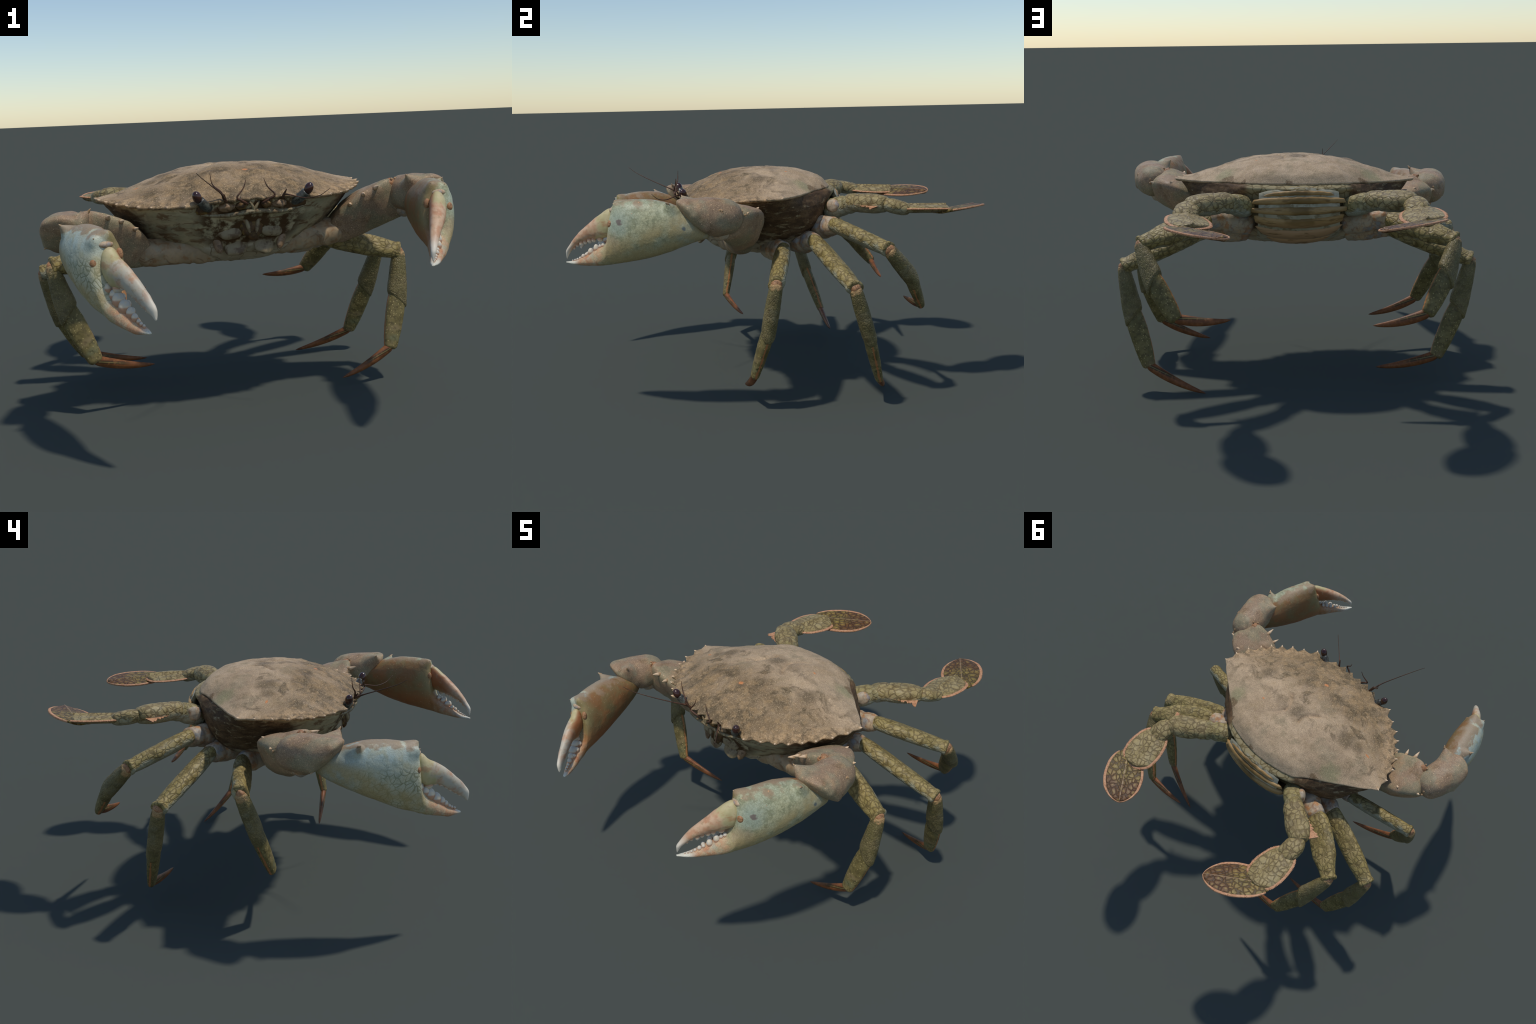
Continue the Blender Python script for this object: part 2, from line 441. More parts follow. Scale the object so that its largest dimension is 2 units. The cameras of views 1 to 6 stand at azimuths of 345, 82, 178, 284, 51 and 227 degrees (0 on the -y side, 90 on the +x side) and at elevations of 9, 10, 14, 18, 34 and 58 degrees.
def mat_leg(name, a, b, line, under, scale=40, lines=.8, stretch=.8, belly=0.0, tan=0.0):
    """walking leg pieces: olive net of cells; local z along the leg."""
    m = Mat(name, .52, .32)
    w = m.scaled(1, 1, stretch, .03, 20)
    e = m.voronoi(scale, 'DISTANCE_TO_EDGE', w)
    c = m.mix(m.rng(m.noise(14, 3), .35, .65), a, b)
    c = m.mix(m.rng(m.noise(24, 4, .6), .46, .66, 0, .55), c, line)
    c = m.mix(m.math('MULTIPLY', m.rng(e, .2, .0, 0, lines), m.rng(m.noise(9, 3), .3, .5, .45, 1)), c, line)
    c = m.mix(m.rng(m.noise(7, 2), .52, .64, 0, .5), c, under)
    if belly: c = m.mix(m.math('MULTIPLY', m.rng(m.math('ADD', m.y, m.rng(m.noise(25, 3), .3, .7, -.012, .012)), -.006, -.024), belly), c, '#92968a')
    if tan: c = m.mix(m.rng(m.math('ADD', m.z, m.rng(m.noise(50, 3), .3, .7, -.012, .012)), .03, .012, 0, tan), c, '#a98a64')
    c = m.mix(m.rng(m.voronoi(80, 'F1'), .18, .09, 0, .6), c, '#a99d74')
    c = m.mix(m.rng(m.noise(260, 2, .6), .38, .56, .3, 0), c, '#3a3320')
    m.bump(m.rng(e, .0, .18), .45, .004); m.bump(m.noise(120, 3), .2, .002)
    return m.done(c, m.rng(m.noise(30, 3), .3, .7, .46, .6))

def mat_low_leg(name='lower_leg_shell'):
    """lower leg: dark olive with rows of pale beads, rusty lines at the two narrow edges."""
    m = Mat(name, .52, .32)
    c = m.mix(m.rng(m.noise(16, 4, .6), .35, .65), '#57502f', '#6e6542')
    c = m.mix(m.rng(m.noise(9, 3), .5, .65, 0, .6), c, '#5c6450')
    c = m.mix(m.rng(m.noise(60, 3, .6), .48, .66, 0, .6), c, '#3b341d')
    c = m.mix(m.rng(m.noise(11, 3), .52, .66, 0, .5), c, '#73624f')
    c = m.mix(m.rng(m.voronoi(75, 'F1', m.scaled(1, 1, .9)), .24, .12, 0, .7), c, '#a3966a')
    ax = m.math('ABSOLUTE', m.x)
    rim = m.math('MULTIPLY', m.rng(ax, .02, .03), m.rng(m.math('ADD', m.math('ABSOLUTE', m.y), m.rng(m.noise(60, 2), .3, .7, -.002, .002)), .0055, .003))
    c = m.mix(m.math('MULTIPLY', rim, .8), c, '#9a6540')
    m.bump(m.noise(90, 3), .3, .003); m.bump(m.voronoi(75, 'F1', m.scaled(1, 1, .9)), .25, .003)
    return m.done(c)

def mat_tip():
    m = Mat('leg_tip_horn', .5, .32)
    c = m.mix(m.rng(m.noise(22, 4, .6), .35, .65), '#5e3920', '#754a2c')
    groove = m.math('ABSOLUTE', m.math('ADD', m.x, m.math('MULTIPLY', m.z, -.01)))
    c = m.mix(m.math('MULTIPLY', m.rng(groove, .010, .004), m.rng(m.z, .2, .1)), c, '#3a2c1b')
    c = m.mix(m.math('MULTIPLY', m.rng(groove, .003, .0), m.rng(m.z, .16, .06)), c, '#6b6340')
    c = m.mix(m.rng(m.z, .22, .29, 0, .7), c, '#432616')
    c = m.mix(m.rng(m.noise(60, 3), .5, .66, 0, .35), c, '#8a603c')
    m.bump(m.noise(40, 3, vec=m.scaled(1, 1, .2)), .3, .004)
    return m.done(c)

def mat_joint():
    """knuckles: bluish, pinkish and orange skin over the leg bases."""
    m = Mat('joint_skin', .5, .32)
    c = m.mix(m.rng(m.noise(16, 4, .6), .36, .64), '#9a9285', '#a8957d')
    c = m.mix(m.rng(m.noise(26, 4, .6, .7), .5, .64, 0, .7), c, '#84624e')
    c = m.mix(m.rng(m.noise(21, 3, .6), .52, .64, 0, .8), c, '#a0754e')
    c = m.mix(m.rng(m.noise(13, 3), .53, .66, 0, .75), c, '#7d8790')
    c = m.mix(m.rng(m.voronoi(26, 'DISTANCE_TO_EDGE', m.scaled(1, 1, 1, .08, 14)), .05, .0, 0, .35), c, '#5b4431')
    m.bump(m.noise(60, 3), .4, .005)
    return m.done(c)

def mat_thorax():
    """sides: brown fur with pale streaks; front cheeks cream; below pale grey."""
    m = Mat('thorax_shell', .7, .2)
    streak = m.noise(14, 5, .65, .4, m.scaled(1, 1, 3.2))
    dark = m.mix(m.rng(streak, .38, .66), '#463627', '#65523c')
    dark = m.mix(m.rng(m.noise(20, 4, .6, .5, m.scaled(1, .8, 2.4)), .56, .66, 0, .8), dark, '#8a8068')
    dark = m.mix(m.rng(m.noise(140, 3, .7), .46, .66, 0, .5), dark, '#2f2418')
    cheek = m.mix(m.rng(m.noise(9, 5, .6, .5, m.scaled(1, 1, 2.5)), .36, .62), '#a59b80', '#918c74')  # cheek tones lightened to offset the weak light under the shell edge
    cheek = m.mix(m.rng(m.noise(13, 5, .65, .6, m.scaled(1, 1, 2.8)), .5, .64, 0, .85), cheek, '#664c34')
    pale = m.mix(m.rng(m.noise(12, 4, .6), .36, .64), '#aaa393', '#9c9280')
    pale = m.mix(m.rng(m.noise(9, 4, .6), .54, .66, 0, .5), pale, '#a08a66')
    pale = m.mix(m.rng(m.voronoi(13, 'DISTANCE_TO_EDGE', m.scaled(1, 1, 1, .06, 8)), .035, .0, 0, .7), pale, '#5d4a36')
    jit = m.rng(m.noise(12, 3), .3, .7, -.05, .05)
    c = m.mix(m.rng(m.math('ADD', m.y, jit), -.17, -.29), dark, cheek)
    # brown mask of the mouth field
    c = m.mix(m.math('MULTIPLY', m.rng(m.math('ABSOLUTE', m.x), .27, .18), m.math('MULTIPLY', m.rng(m.y, -.3, -.36), m.rng(m.noise(18, 4, .6), .36, .52))), c, '#46331f')
    c = m.mix(m.rng(m.math('ADD', m.z, m.math('MULTIPLY', jit, .4)), .735, .70), c, pale)
    back = m.math('MULTIPLY', m.rng(m.y, .225, .25), m.rng(m.math('ABSOLUTE', m.x), .26, .22))
    net = m.mix(m.rng(m.voronoi(26, 'DISTANCE_TO_EDGE', m.scaled(1, 1, 1, .03, 20)), .13, .01), '#857d62', '#62583e')
    c = m.mix(back, c, net)
    m.bump(streak, .4, .008); m.bump(m.noise(150, 3, .7), .3, .003)
    return m.done(c)

def mat_plain(name, a, b, scale=20, rough=.5, extra=None, bump=.2, coat=0.0):
    m = Mat(name, rough, .35, coat)
    c = m.mix(m.rng(m.noise(scale, 4, .6), .36, .64), a, b)
    if extra: c = m.mix(m.rng(m.noise(scale * 1.7, 4, .6, .5), .5, .64, 0, .8), c, extra)
    if bump: m.bump(m.noise(scale * 5, 3), bump, .003)
    return m.done(c)

def mat_abdomen():
    m = Mat('abdomen_plate_shell', .52, .32)
    c = m.mix(m.rng(m.noise(16, 4, .6, 0, m.scaled(.5, 1, 2)), .36, .64), '#8a6f45', '#9d835a')
    c = m.mix(m.rng(m.z, .80, .73), c, '#9c7f60')
    mid = m.math('MULTIPLY', m.rng(m.math('ADD', m.math('ABSOLUTE', m.x), m.rng(m.noise(14, 3), .3, .7, -.03, .03)), .09, .03), m.rng(m.z, .74, .80))
    c = m.mix(m.math('MULTIPLY', mid, .7), c, '#5c4720')
    c = m.mix(m.rng(m.noise(24, 4, .6, .4, m.scaled(.4, 1, 2.5)), .52, .64, 0, .7), c, '#604a28')
    m.bump(m.noise(60, 3, vec=m.scaled(.3, 1, 1.5)), .3, .004)
    return m.done(c)

def mat_paddle_blade():
    m = Mat('paddle_blade_shell', .5, .35)
    w = m.scaled(1, 1, .8, .03, 20)
    e = m.voronoi(42, 'DISTANCE_TO_EDGE', w)
    c = m.mix(m.rng(m.noise(12, 3), .35, .62), '#665a2c', '#766332')
    c = m.mix(m.rng(m.math('ADD', m.z, m.rng(m.noise(10, 3), .3, .7, -.07, .07)), .10, .26, 0, .85), c, '#53341d')
    c = m.mix(m.rng(e, .18, .02, 0, .8), c, '#352513')
    c = m.mix(m.math('MULTIPLY', m.rng(m.voronoi(42, 'F1', w), .35, .1), .45), c, '#938448')
    c = m.mix(m.rng(m.math('ABSOLUTE', m.x), .003, .0012, 0, .6), c, '#8f7962')
    m.bump(m.rng(e, .0, .18), .45, .004); m.bump(m.noise(120, 3), .15, .002)
    return m.done(c)

M_SHELL = mat_shell()
M_ARM = mat_arm('arm_shell')
M_ARM_LOW = mat_arm('carpus_shell', '#7a8371')
M_ISCH = mat_ischium()
M_TOOTH = mat_tooth()
M_SPINE = mat_spine()
M_UP = mat_leg('upper_leg_shell', '#8b7f52', '#998b62', '#50462a', '#7f8474', 40, .7, .8, .7)
M_UP_B = mat_leg('swimming_leg_shell', '#8c7f58', '#998c68', '#54472e', '#7f806c', 36, .75, .9, .6)
M_KNEE = mat_leg('knee_shell', '#66603f', '#736a4c', '#463f29', '#687066', 80, .2, .8, 0, .8)
M_LOW = mat_low_leg()
M_TIP = mat_tip()
M_JOINT = mat_joint()
M_THORAX = mat_thorax()
M_ABD = mat_abdomen()
M_MEMB = mat_plain('abdomen_membrane', '#8f8d7c', '#a09c8c', 14, .55, '#6f6348')
M_COXA = mat_leg('coxa_shell', '#8c8258', '#98906c', '#5c5136', '#868a7c', 34, .6, .9, .95)
M_BLADE = mat_paddle_blade()
M_FRINGE = mat_plain('paddle_fringe', '#a57a5c', '#b08a6e', 60, .6, '#7d553a', .4)
M_EYE = mat_plain('eye_cornea', '#2a1512', '#382019', 30, .2, None, 0, .5)
M_STALK = mat_plain('eye_stalk_skin', '#34332e', '#4c504c', 40, .3, '#1f1c17', .2, .3)
M_FEELER = mat_plain('feeler_skin', '#3a2a1e', '#55392a', 60, .5, '#231b15')
M_MOUTH = mat_plain('mouthpart_shell', '#857a62', '#776a53', 18, .5, '#513e2a')
M_MOUTHD = mat_plain('mouth_hair', '#3d2d1c', '#553c20', 30, .6, '#6e5a2c')
M_BARN = mat_plain('barnacle_shell', '#a98a6c', '#b79a80', 60, .6, '#8a6c50', .4)
M_MOUTHC = mat_plain('brow_shell', '#7d7660', '#6a5a42', 40, .55, '#46351f', .4)
M_MOUTHB = mat_plain('mouthpart_brown', '#6f5a42', '#85705a', 22, .5, '#4a3826')
M_ORANGE = mat_plain('hinge_skin', '#8a6446', '#9c7a5c', 50, .55, '#60432e')

# ----------------------------------------------------------------------------
# the crab
# ----------------------------------------------------------------------------
crab = bpy.data.objects.new('crab', None)
bpy.context.scene.collection.objects.link(crab)
place(crab, None, Matrix.Identity(4))
crab["label"] = "grey-brown crab with raised claws, olive legs and two paddles"
crab["category"] = "crab"

# --- body outlines: right half, from the middle of the front round to the middle of the back
EDGE = V([(0, -.452, .925), (.145, -.447, .920), (.205, -.425, .915), (.268, -.428, .908), (.385, -.348, .906),
          (.472, -.265, .914), (.543, -.155, .924), (.574, -.012, .932), (.435, .105, .938), (.292, .206, .948),
          (.208, .270, .954), (0, .303, .955)])
PROFILE_S = [0, .25, .5, .75, .9, 1]
PROFILE_F = V([(1, .975, .80, .48, .21, 0), (1, .975, .80, .48, .21, 0), (1, .97, .80, .47, .2, 0), (1, .965, .80, .47, .2, 0),
               (1, .96, .80, .46, .18, 0), (1, .95, .78, .43, .16, 0), (1, .94, .75, .37, .13, 0), (1, .935, .735, .34, .11, 0),
               (1, .95, .80, .49, .2, 0), (1, .955, .86, .63, .33, 0), (1, .955, .86, .64, .37, 0), (1, .955, .86, .63, .38, 0)])
HALF = 420
def full_loop(ctrl, n=HALF):
    """mirror a half outline into a closed loop of 2n points (starts at the front middle, goes to +x)."""
    c = V(ctrl, float)
    ext = np.vstack([c[1:3][::-1] * V([[-1, 1, 1]]), c, c[-3:-1][::-1] * V([[-1, 1, 1]])]) if c.shape[1] == 3 \
        else np.vstack([c[1:3][::-1], c, c[-3:-1][::-1]])
    k = len(c); u = np.linspace(0, k - 1, n + 1)
    full = catmull(ext, (len(ext) - 1) * 60 + 1)
    s = (u + 2) * 60
    i = np.minimum(s.astype(int), len(full) - 2); f = (s - i)[:, None]
    half = full[i] * (1 - f) + full[i + 1] * f
    other = half[1:-1][::-1].copy()
    if c.shape[1] == 3: other[:, 0] *= -1
    return np.vstack([half, other])

edge = full_loop(EDGE)
prof = full_loop(PROFILE_F)
NC = len(edge)
CENTRE = V([0, -.03, 1.0515])

# tooth tips, right side (the left is the mirror image)
TEETH = V([(.284, -.450, .909), (.350, -.404, .906), (.408, -.370, .907), (.455, -.330, .909), (.497, -.283, .916),
           (.531, -.233, .919), (.567, -.165, .926), (.588, -.091, .930), (.595, -.014, .932)])
FRONT_TEETH = V([(.030, -.477, .922), (.086, -.479, .922), (.147, -.466, .921)])
jag = edge.copy()
tan = np.roll(edge, -1, 0) - np.roll(edge, 1, 0); tan[:, 2] = 0
tan /= np.linalg.norm(tan, axis=1)[:, None]
arc = np.concatenate([[0], np.cumsum(np.linalg.norm(np.diff(edge, axis=0), axis=1))])
for tips, half_w in ((TEETH, .034), (FRONT_TEETH, .026)):
    for sgn in (1, -1):
        for tip in tips:
            tip = tip * V([sgn, 1, 1])
            i = int(np.argmin(np.linalg.norm(edge[:, :2] - tip[:2], axis=1)))
            d = arc - arc[i]; d = np.minimum(np.abs(d), arc[-1] - np.abs(d))
            wgt = np.clip(1 - d / half_w, 0, 1) ** 1.15
            jag += wgt[:, None] * (tip - edge[i])[None] * .94
# carapace: dome rings then a thin lip turned under
svals = np.concatenate([np.linspace(.015, .86, 46), np.linspace(.875, 1, 15)])
rings = []
LINES = [([(.10, -.062), (.07, -.03), (.05, .003), (.05, .035)], -.0095, .0085),
         ([(.05, .035), (.078, .08), (.11, .105)], -.003, .010),
         ([(.052, .02), (.02, .028), (0, .03)], -.002, .012),
         ([(.07, -.03), (.13, -.11), (.19, -.19), (.23, -.27), (.235, -.34)], -.0055, .022),
         ([(.19, -.19), (.29, -.16), (.36, -.10)], -.004, .025),
         ([(.012, -.30), (.04, -.262), (.075, -.258), (.115, -.275), (.16, -.295)], .0035, .010),
         ([(.26, -.13), (.36, -.105), (.445, -.066), (.52, -.035), (.58, -.016)], .0035, .012),
         ([(.10, .13), (.2, .17), (.3, .16)], -.003, .03),
         ([(0, -.42), (0, -.33)], -.004, .02)]
for s in svals:
    f = np.array([np.interp(0, [0], [0])] * NC)
    f = np.array([0.0] * NC)
    # radial height profile, interpolated at this s for every direction
    f = pchip([s], PROFILE_S, prof.T)[0]
    z = edge[:, 2] + (CENTRE[2] - edge[:, 2]) * f
    xy = CENTRE[:2] + s * (edge[:, :2] - CENTRE[:2])
    b = float(sstep(.86, 1, s))
    xy = xy + b * (jag[:, :2] - edge[:, :2]); z = z + b * (jag[:, 2] - edge[:, 2])
    P = np.column_stack([xy, z])
    Q = np.column_stack([np.abs(xy[:, 0]), xy[:, 1]])
    for line, amp, wd in LINES:
        P[:, 2] += amp * np.exp(-(dist_polyline(Q, line) / wd) ** 2) * (1 - sstep(.93, 1, s))
    for j in range(NC):
        P[j, 2] += (.0045 * fbm(P[j], 9, 3) + .0016 * fbm(P[j], 32, 3, 5)) * (1 - .6 * b)
    rings.append(P)
rim = rings[-1]
inw = CENTRE[:2] - edge[:, :2]; inw /= np.linalg.norm(inw, axis=1)[:, None]
for dz, di in ((-.004, -.001), (-.009, .003), (-.012, .012), (-.016, .035), (-.02, .07)):
    P = rim.copy(); P[:, 2] += dz; P[:, :2] += inw * di
    if di > .02: P[:, :2] = edge[:, :2] + inw * di
    rings.append(P)
v, f = loft(tilt(rings), cap0=True, cap1=False)
f = [tuple(reversed(q)) for q in f]
carapace = add_object('carapace', v, f, M_SHELL, crab)

for sgn in (1, -1):
    for k, tip in enumerate(TEETH):
        tip = tilt(tip * V([sgn, 1, 1]))
        i = int(np.argmin(np.linalg.norm(edge[:, :2] - tip[:2], axis=1)))
        base = tilt(edge[i]) * .25 + tip * .75 if False else None
        o = tip - tilt(edge[i]); L = np.linalg.norm(o)
        base = tip - o / L * .024 + V([0, 0, -.004])
        spine('spine', base, tip + o / L * .003 + V([0, 0, .003]), .0105 if k < 8 else .012, M_SPINE, carapace, flat=.8)

# --- thorax: walls under the shell, sternum below
W1 = V([(0, -.444, .908), (.14, -.438, .904), (.2, -.405, .90), (.262, -.415, .893), (.372, -.338, .890), (.457, -.255, .896),
        (.527, -.147, .903), (.555, -.012, .910), (.430, .112, .920), (.305, .218, .930), (.215, .292, .930), (0, .341, .932)])
W2 = V([(0, -.430, .868), (.14, -.418, .855), (.2, -.402, .848), (.258, -.382, .845), (.362, -.302, .842), (.438, -.215, .845),
        (.495, -.125, .852), (.515, -.005, .855), (.455, .112, .862), (.362, .196, .872), (.225, .272, .895), (0, .330, .905)])
W3 = V([(0, -.395, .80), (.13, -.372, .785), (.18, -.35, .775), (.225, -.315, .76), (.315, -.235, .752), (.375, -.155, .745),
        (.412, -.06, .742), (.425, .02, .742), (.415, .11, .765), (.345, .19, .80), (.225, .25, .84), (0, .30, .868)])
W4 = V([(0, -.342, .708), (.10, -.333, .70), (.14, -.315, .692), (.17, -.285, .686), (.22, -.19, .68), (.27, -.11, .676),
        (.30, -.03, .672), (.31, .04, .675), (.30, .11, .69), (.26, .17, .72), (.19, .22, .745), (0, .26, .76)])
W5 = V([(0, -.25, .648), (.07, -.24, .645), (.10, -.225, .643), (.12, -.2, .641), (.16, -.14, .637), (.19, -.08, .634),
        (.21, -.01, .632), (.215, .04, .632), (.20, .09, .640), (.17, .13, .655), (.12, .16, .665), (0, .19, .67)])
W6 = V([(0, -.12, .620), (.03, -.12, .620), (.05, -.11, .627), (.06, -.10, .627), (.08, -.08, .626), (.10, -.05, .625),
        (.11, -.02, .624), (.11, .01, .624), (.10, .04, .626), (.08, .06, .628), (.05, .07, .630), (0, .08, .632)])
W0 = EDGE.copy(); W0[:, 2] -= .010; W0[:, :2] = CENTRE[:2] + (W0[:, :2] - CENTRE[:2]) * .972
W0[8:, :2] = EDGE[8:, :2] + V([[0, -.006]]); W0[8:, 2] = EDGE[8:, 2] - .006
ctrl = np.stack([full_loop(w, 150) for w in (W0, W1, W2, W3, W4, W5, W6)])
n = ctrl.shape[1]
rings = np.stack([catmull(ctrl[:, j], 62) for j in range(n)], axis=1)
for i in range(len(rings)):
    for j in range(n):
        p = rings[i, j]
        rings[i, j] = p + unit(p - V([0, -.03, .8])) * (.005 * fbm(p, 14, 3) + .0025 * fbm(p, 45, 2))
v, f = loft(tilt(rings), cap0=False)
f = [tuple(reversed(q)) for q in f]
thorax = add_object('thorax', v, f, M_THORAX, crab)

# --- abdomen folded under the rear
ABD = V([(.318, .948), (.338, .930), (.353, .902), (.361, .873), (.365, .845), (.363, .815), (.350, .785), (.329, .752),
         (.295, .712), (.24, .672), (.16, .642), (.05, .622), (-.08, .620)])
ABD_C = catmull(ABD, 400)
ABD_A = np.concatenate([[0], np.cumsum(np.linalg.norm(np.diff(ABD_C, axis=0), axis=1))])
def abd_point(a, x, lift):
    i = int(np.clip(np.searchsorted(ABD_A, a), 1, len(ABD_A) - 2))
    t = unit(ABD_C[i + 1] - ABD_C[i - 1]); nrm = V([-t[1], t[0]])
    if nrm[0] < 0 and ABD_C[i, 1] > .7: nrm = -nrm
    if ABD_C[i, 1] <= .7 and nrm[1] > 0: nrm = -nrm
    q = ABD_C[i] + nrm * (lift - .85 * x * x)
    return V([x, q[0], q[1]])
def abd_arc_at(z):
    j = np.where(ABD_C[:, 0] > .15)[0]
    return float(ABD_A[j[np.argmin(np.abs(ABD_C[j, 1] - z))]])
def abdomen_strip(name, a0, a1, w0, w1, lift, thick, mat, parent, ridge=1.0, nx=60, nv=12, wob=.002):
    top, bot = [], []
    for i in range(nv + 1):
        t = i / nv; a = a0 + (a1 - a0) * t; w = w0 + (w1 - w0) * t
        for j in range(nx + 1):
            u = -1 + 2 * j / nx; x = u * w
            e = math.sqrt(max(0.0, 1 - abs(u) ** 7))
            h = lift * (math.sin(math.pi * min(max(t, .0), 1)) ** .5) * e * ridge + .002 * e
            aa = a + wob * fbm((x, a, 1), 26, 2) + .010 * abs(u) ** 5 * (.5 - t)
            top.append(abd_point(aa, x, h + .0015 * fbm((x, a, 2), 40, 2)))
            bot.append(abd_point(aa, x * .985, -thick * e))
    m = (nv + 1) * (nx + 1); f = []
    for i in range(nv):
        for j in range(nx):
            q = i * (nx + 1) + j
            f.append((q, q + 1, q + nx + 2, q + nx + 1)); f.append((m + q, m + q + nx + 1, m + q + nx + 2, m + q + 1))
    for j in range(nx):
        f.append((j, m + j, m + j + 1, j + 1)); q = nv * (nx + 1) + j; f.append((q, q + 1, m + q + 1, m + q))
    for i in range(nv):
        q = i * (nx + 1); f.append((q, q + nx + 1, m + q + nx + 1, m + q)); q += nx
        f.append((q, m + q, m + q + nx + 1, q + nx + 1))
    return add_object(name, top + bot, f, mat, parent, angle=60)
abdomen = abdomen_strip('abdomen', .012, abd_arc_at(.64), .185, .20, .0, .03, M_MEMB, crab, nv=40)
for z0, z1, w0, w1, lift in ((.928, .908, .150, .170, .007), (.903, .870, .210, .220, .012), (.856, .819, .224, .222, .012),
                             (.799, .753, .210, .205, .013), (.738, .690, .207, .172, .013), (.684, .655, .16, .12, .010)):
    abdomen_strip('abdomen_plate', abd_arc_at(z0), abd_arc_at(z1), w0, w1, lift, .012, M_ABD, abdomen)
# ridge of the shell's rear border, above the abdomen
# --- face: eyes, feelers, mouthparts
for sgn in (1, -1):
    S = V([sgn, 1, 1])
    tube_pts = [V([.178, -.405, .893]), V([.2, -.428, .905]), V([.222, -.444, .928])]
    st = tube('eye_stalk', [tilt(p * S) for p in tube_pts], [.024, .021, .018], M_STALK, crab, 18, 20)
    blob('eye', tilt(V([.233, -.448, .941]) * S), (.0185, .0185, .026), ((1, 0, 0), V([.35, -.22, .9]) * S), M_EYE, st)
    # feelers
    tube('feeler', [tilt(V(p) * S) for p in ((.118, -.455, .915), (.125, -.467, .935), (.13, -.475, .948))], [.006, .004, .002], M_FEELER, crab, 10)
    tube('small_feeler', [tilt(V(p) * S) for p in ((.03, -.46, .90), (.06, -.475, .917), (.078, -.48, .932), (.05, -.474, .965), (.036, -.47, 1.0))],
         [.006, .005, .004, .0025, .001], M_FEELER, crab, 10)
# long thread feelers
tube('feeler', [(.122, -.462, .93), (.14, -.48, .927), (.19, -.53, .915), (.235, -.57, .925), (.268, -.599, .952)], [.005, .0028, .002, .0016, .001], M_FEELER, crab, 8, 40)
tube('feeler', [(-.127, -.463, .925), (-.15, -.52, .95), (-.2, -.6, .985), (-.25, -.67, 1.02), (-.285, -.709, 1.048)], [.006, .003, .0022, .0016, .001], M_FEELER, crab, 8, 40)
tube('small_feeler', [(-.127, -.46, .925), (-.14, -.463, .955), (-.17, -.455, .985), (-.178, -.452, 1.03)], [.006, .004, .0025, .001], M_FEELER, crab, 8)
for sgn in (1, -1):
    S = V([sgn, 1, 1])
    blob('mouth_plate', V([.088, -.372, .785]) * S, (.050, .016, .036), (V([1, .28, .12]) * S, V([.05, .32, 1]) * S), M_MOUTH, crab, power=2.5, bump=.1, scale=25)
    blob('mouth_plate', V([.062, -.349, .720]) * S, (.050, .015, .044), (V([1, .12, -.15]) * S, V([.1, .50, 1]) * S), M_MOUTH, crab, power=2.6, bump=.1, scale=25)
    blob('mouth_plate', V([.138, -.345, .738]) * S, (.020, .014, .050), (V([1, .4, 0]) * S, V([.30, .35, 1]) * S), M_MOUTHB, crab, power=2.4, bump=.1, scale=25)
    blob('mouth_palp', V([.020, -.408, .805]) * S, (.009, .010, .032), (V([1, 0, 0]) * S, V([.25, .15, 1]) * S), M_MOUTH, crab)
    blob('mouth_palp', V([.036, -.396, .835]) * S, (.012, .012, .030), (V([1, 0, 0]) * S, V([.7, .15, .6]) * S), M_MOUTHB, crab)
    tube('brow', [tilt(V(p) * S) for p in ((0, -.445, .868), (.05, -.441, .864), (.10, -.434, .858), (.15, -.421, .858), (.21, -.403, .866), (.265, -.393, .884))],
         [.011, .010, .009, .007, .006, .005], M_MOUTHC, crab, 14, 40)
    tube('brow', [tilt(V(p) * S) for p in ((0, -.446, .870), (.010, -.452, .892), (.022, -.452, .908))], [.008, .006, .004], M_MOUTHC, crab, 10)
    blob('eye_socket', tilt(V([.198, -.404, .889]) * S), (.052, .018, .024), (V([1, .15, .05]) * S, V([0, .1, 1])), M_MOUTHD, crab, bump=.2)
    blob('feeler_base', tilt(V([.11, -.432, .892]) * S), (.034, .020, .020), (V([1, .1, .1]) * S, V([0, .1, 1])), M_MOUTHB, crab, bump=.3, scale=40)
    blob('feeler_base', tilt(V([.052, -.443, .893]) * S), (.026, .014, .016), (V([1, .1, .1]) * S, V([0, .1, 1])), M_MOUTHD, crab, bump=.3, scale=40)
blob('mouth_hair', (0, -.388, .80), (.05, .02, .05), ((1, 0, 0), (0, .2, 1)), M_MOUTHD, crab, bump=.3)

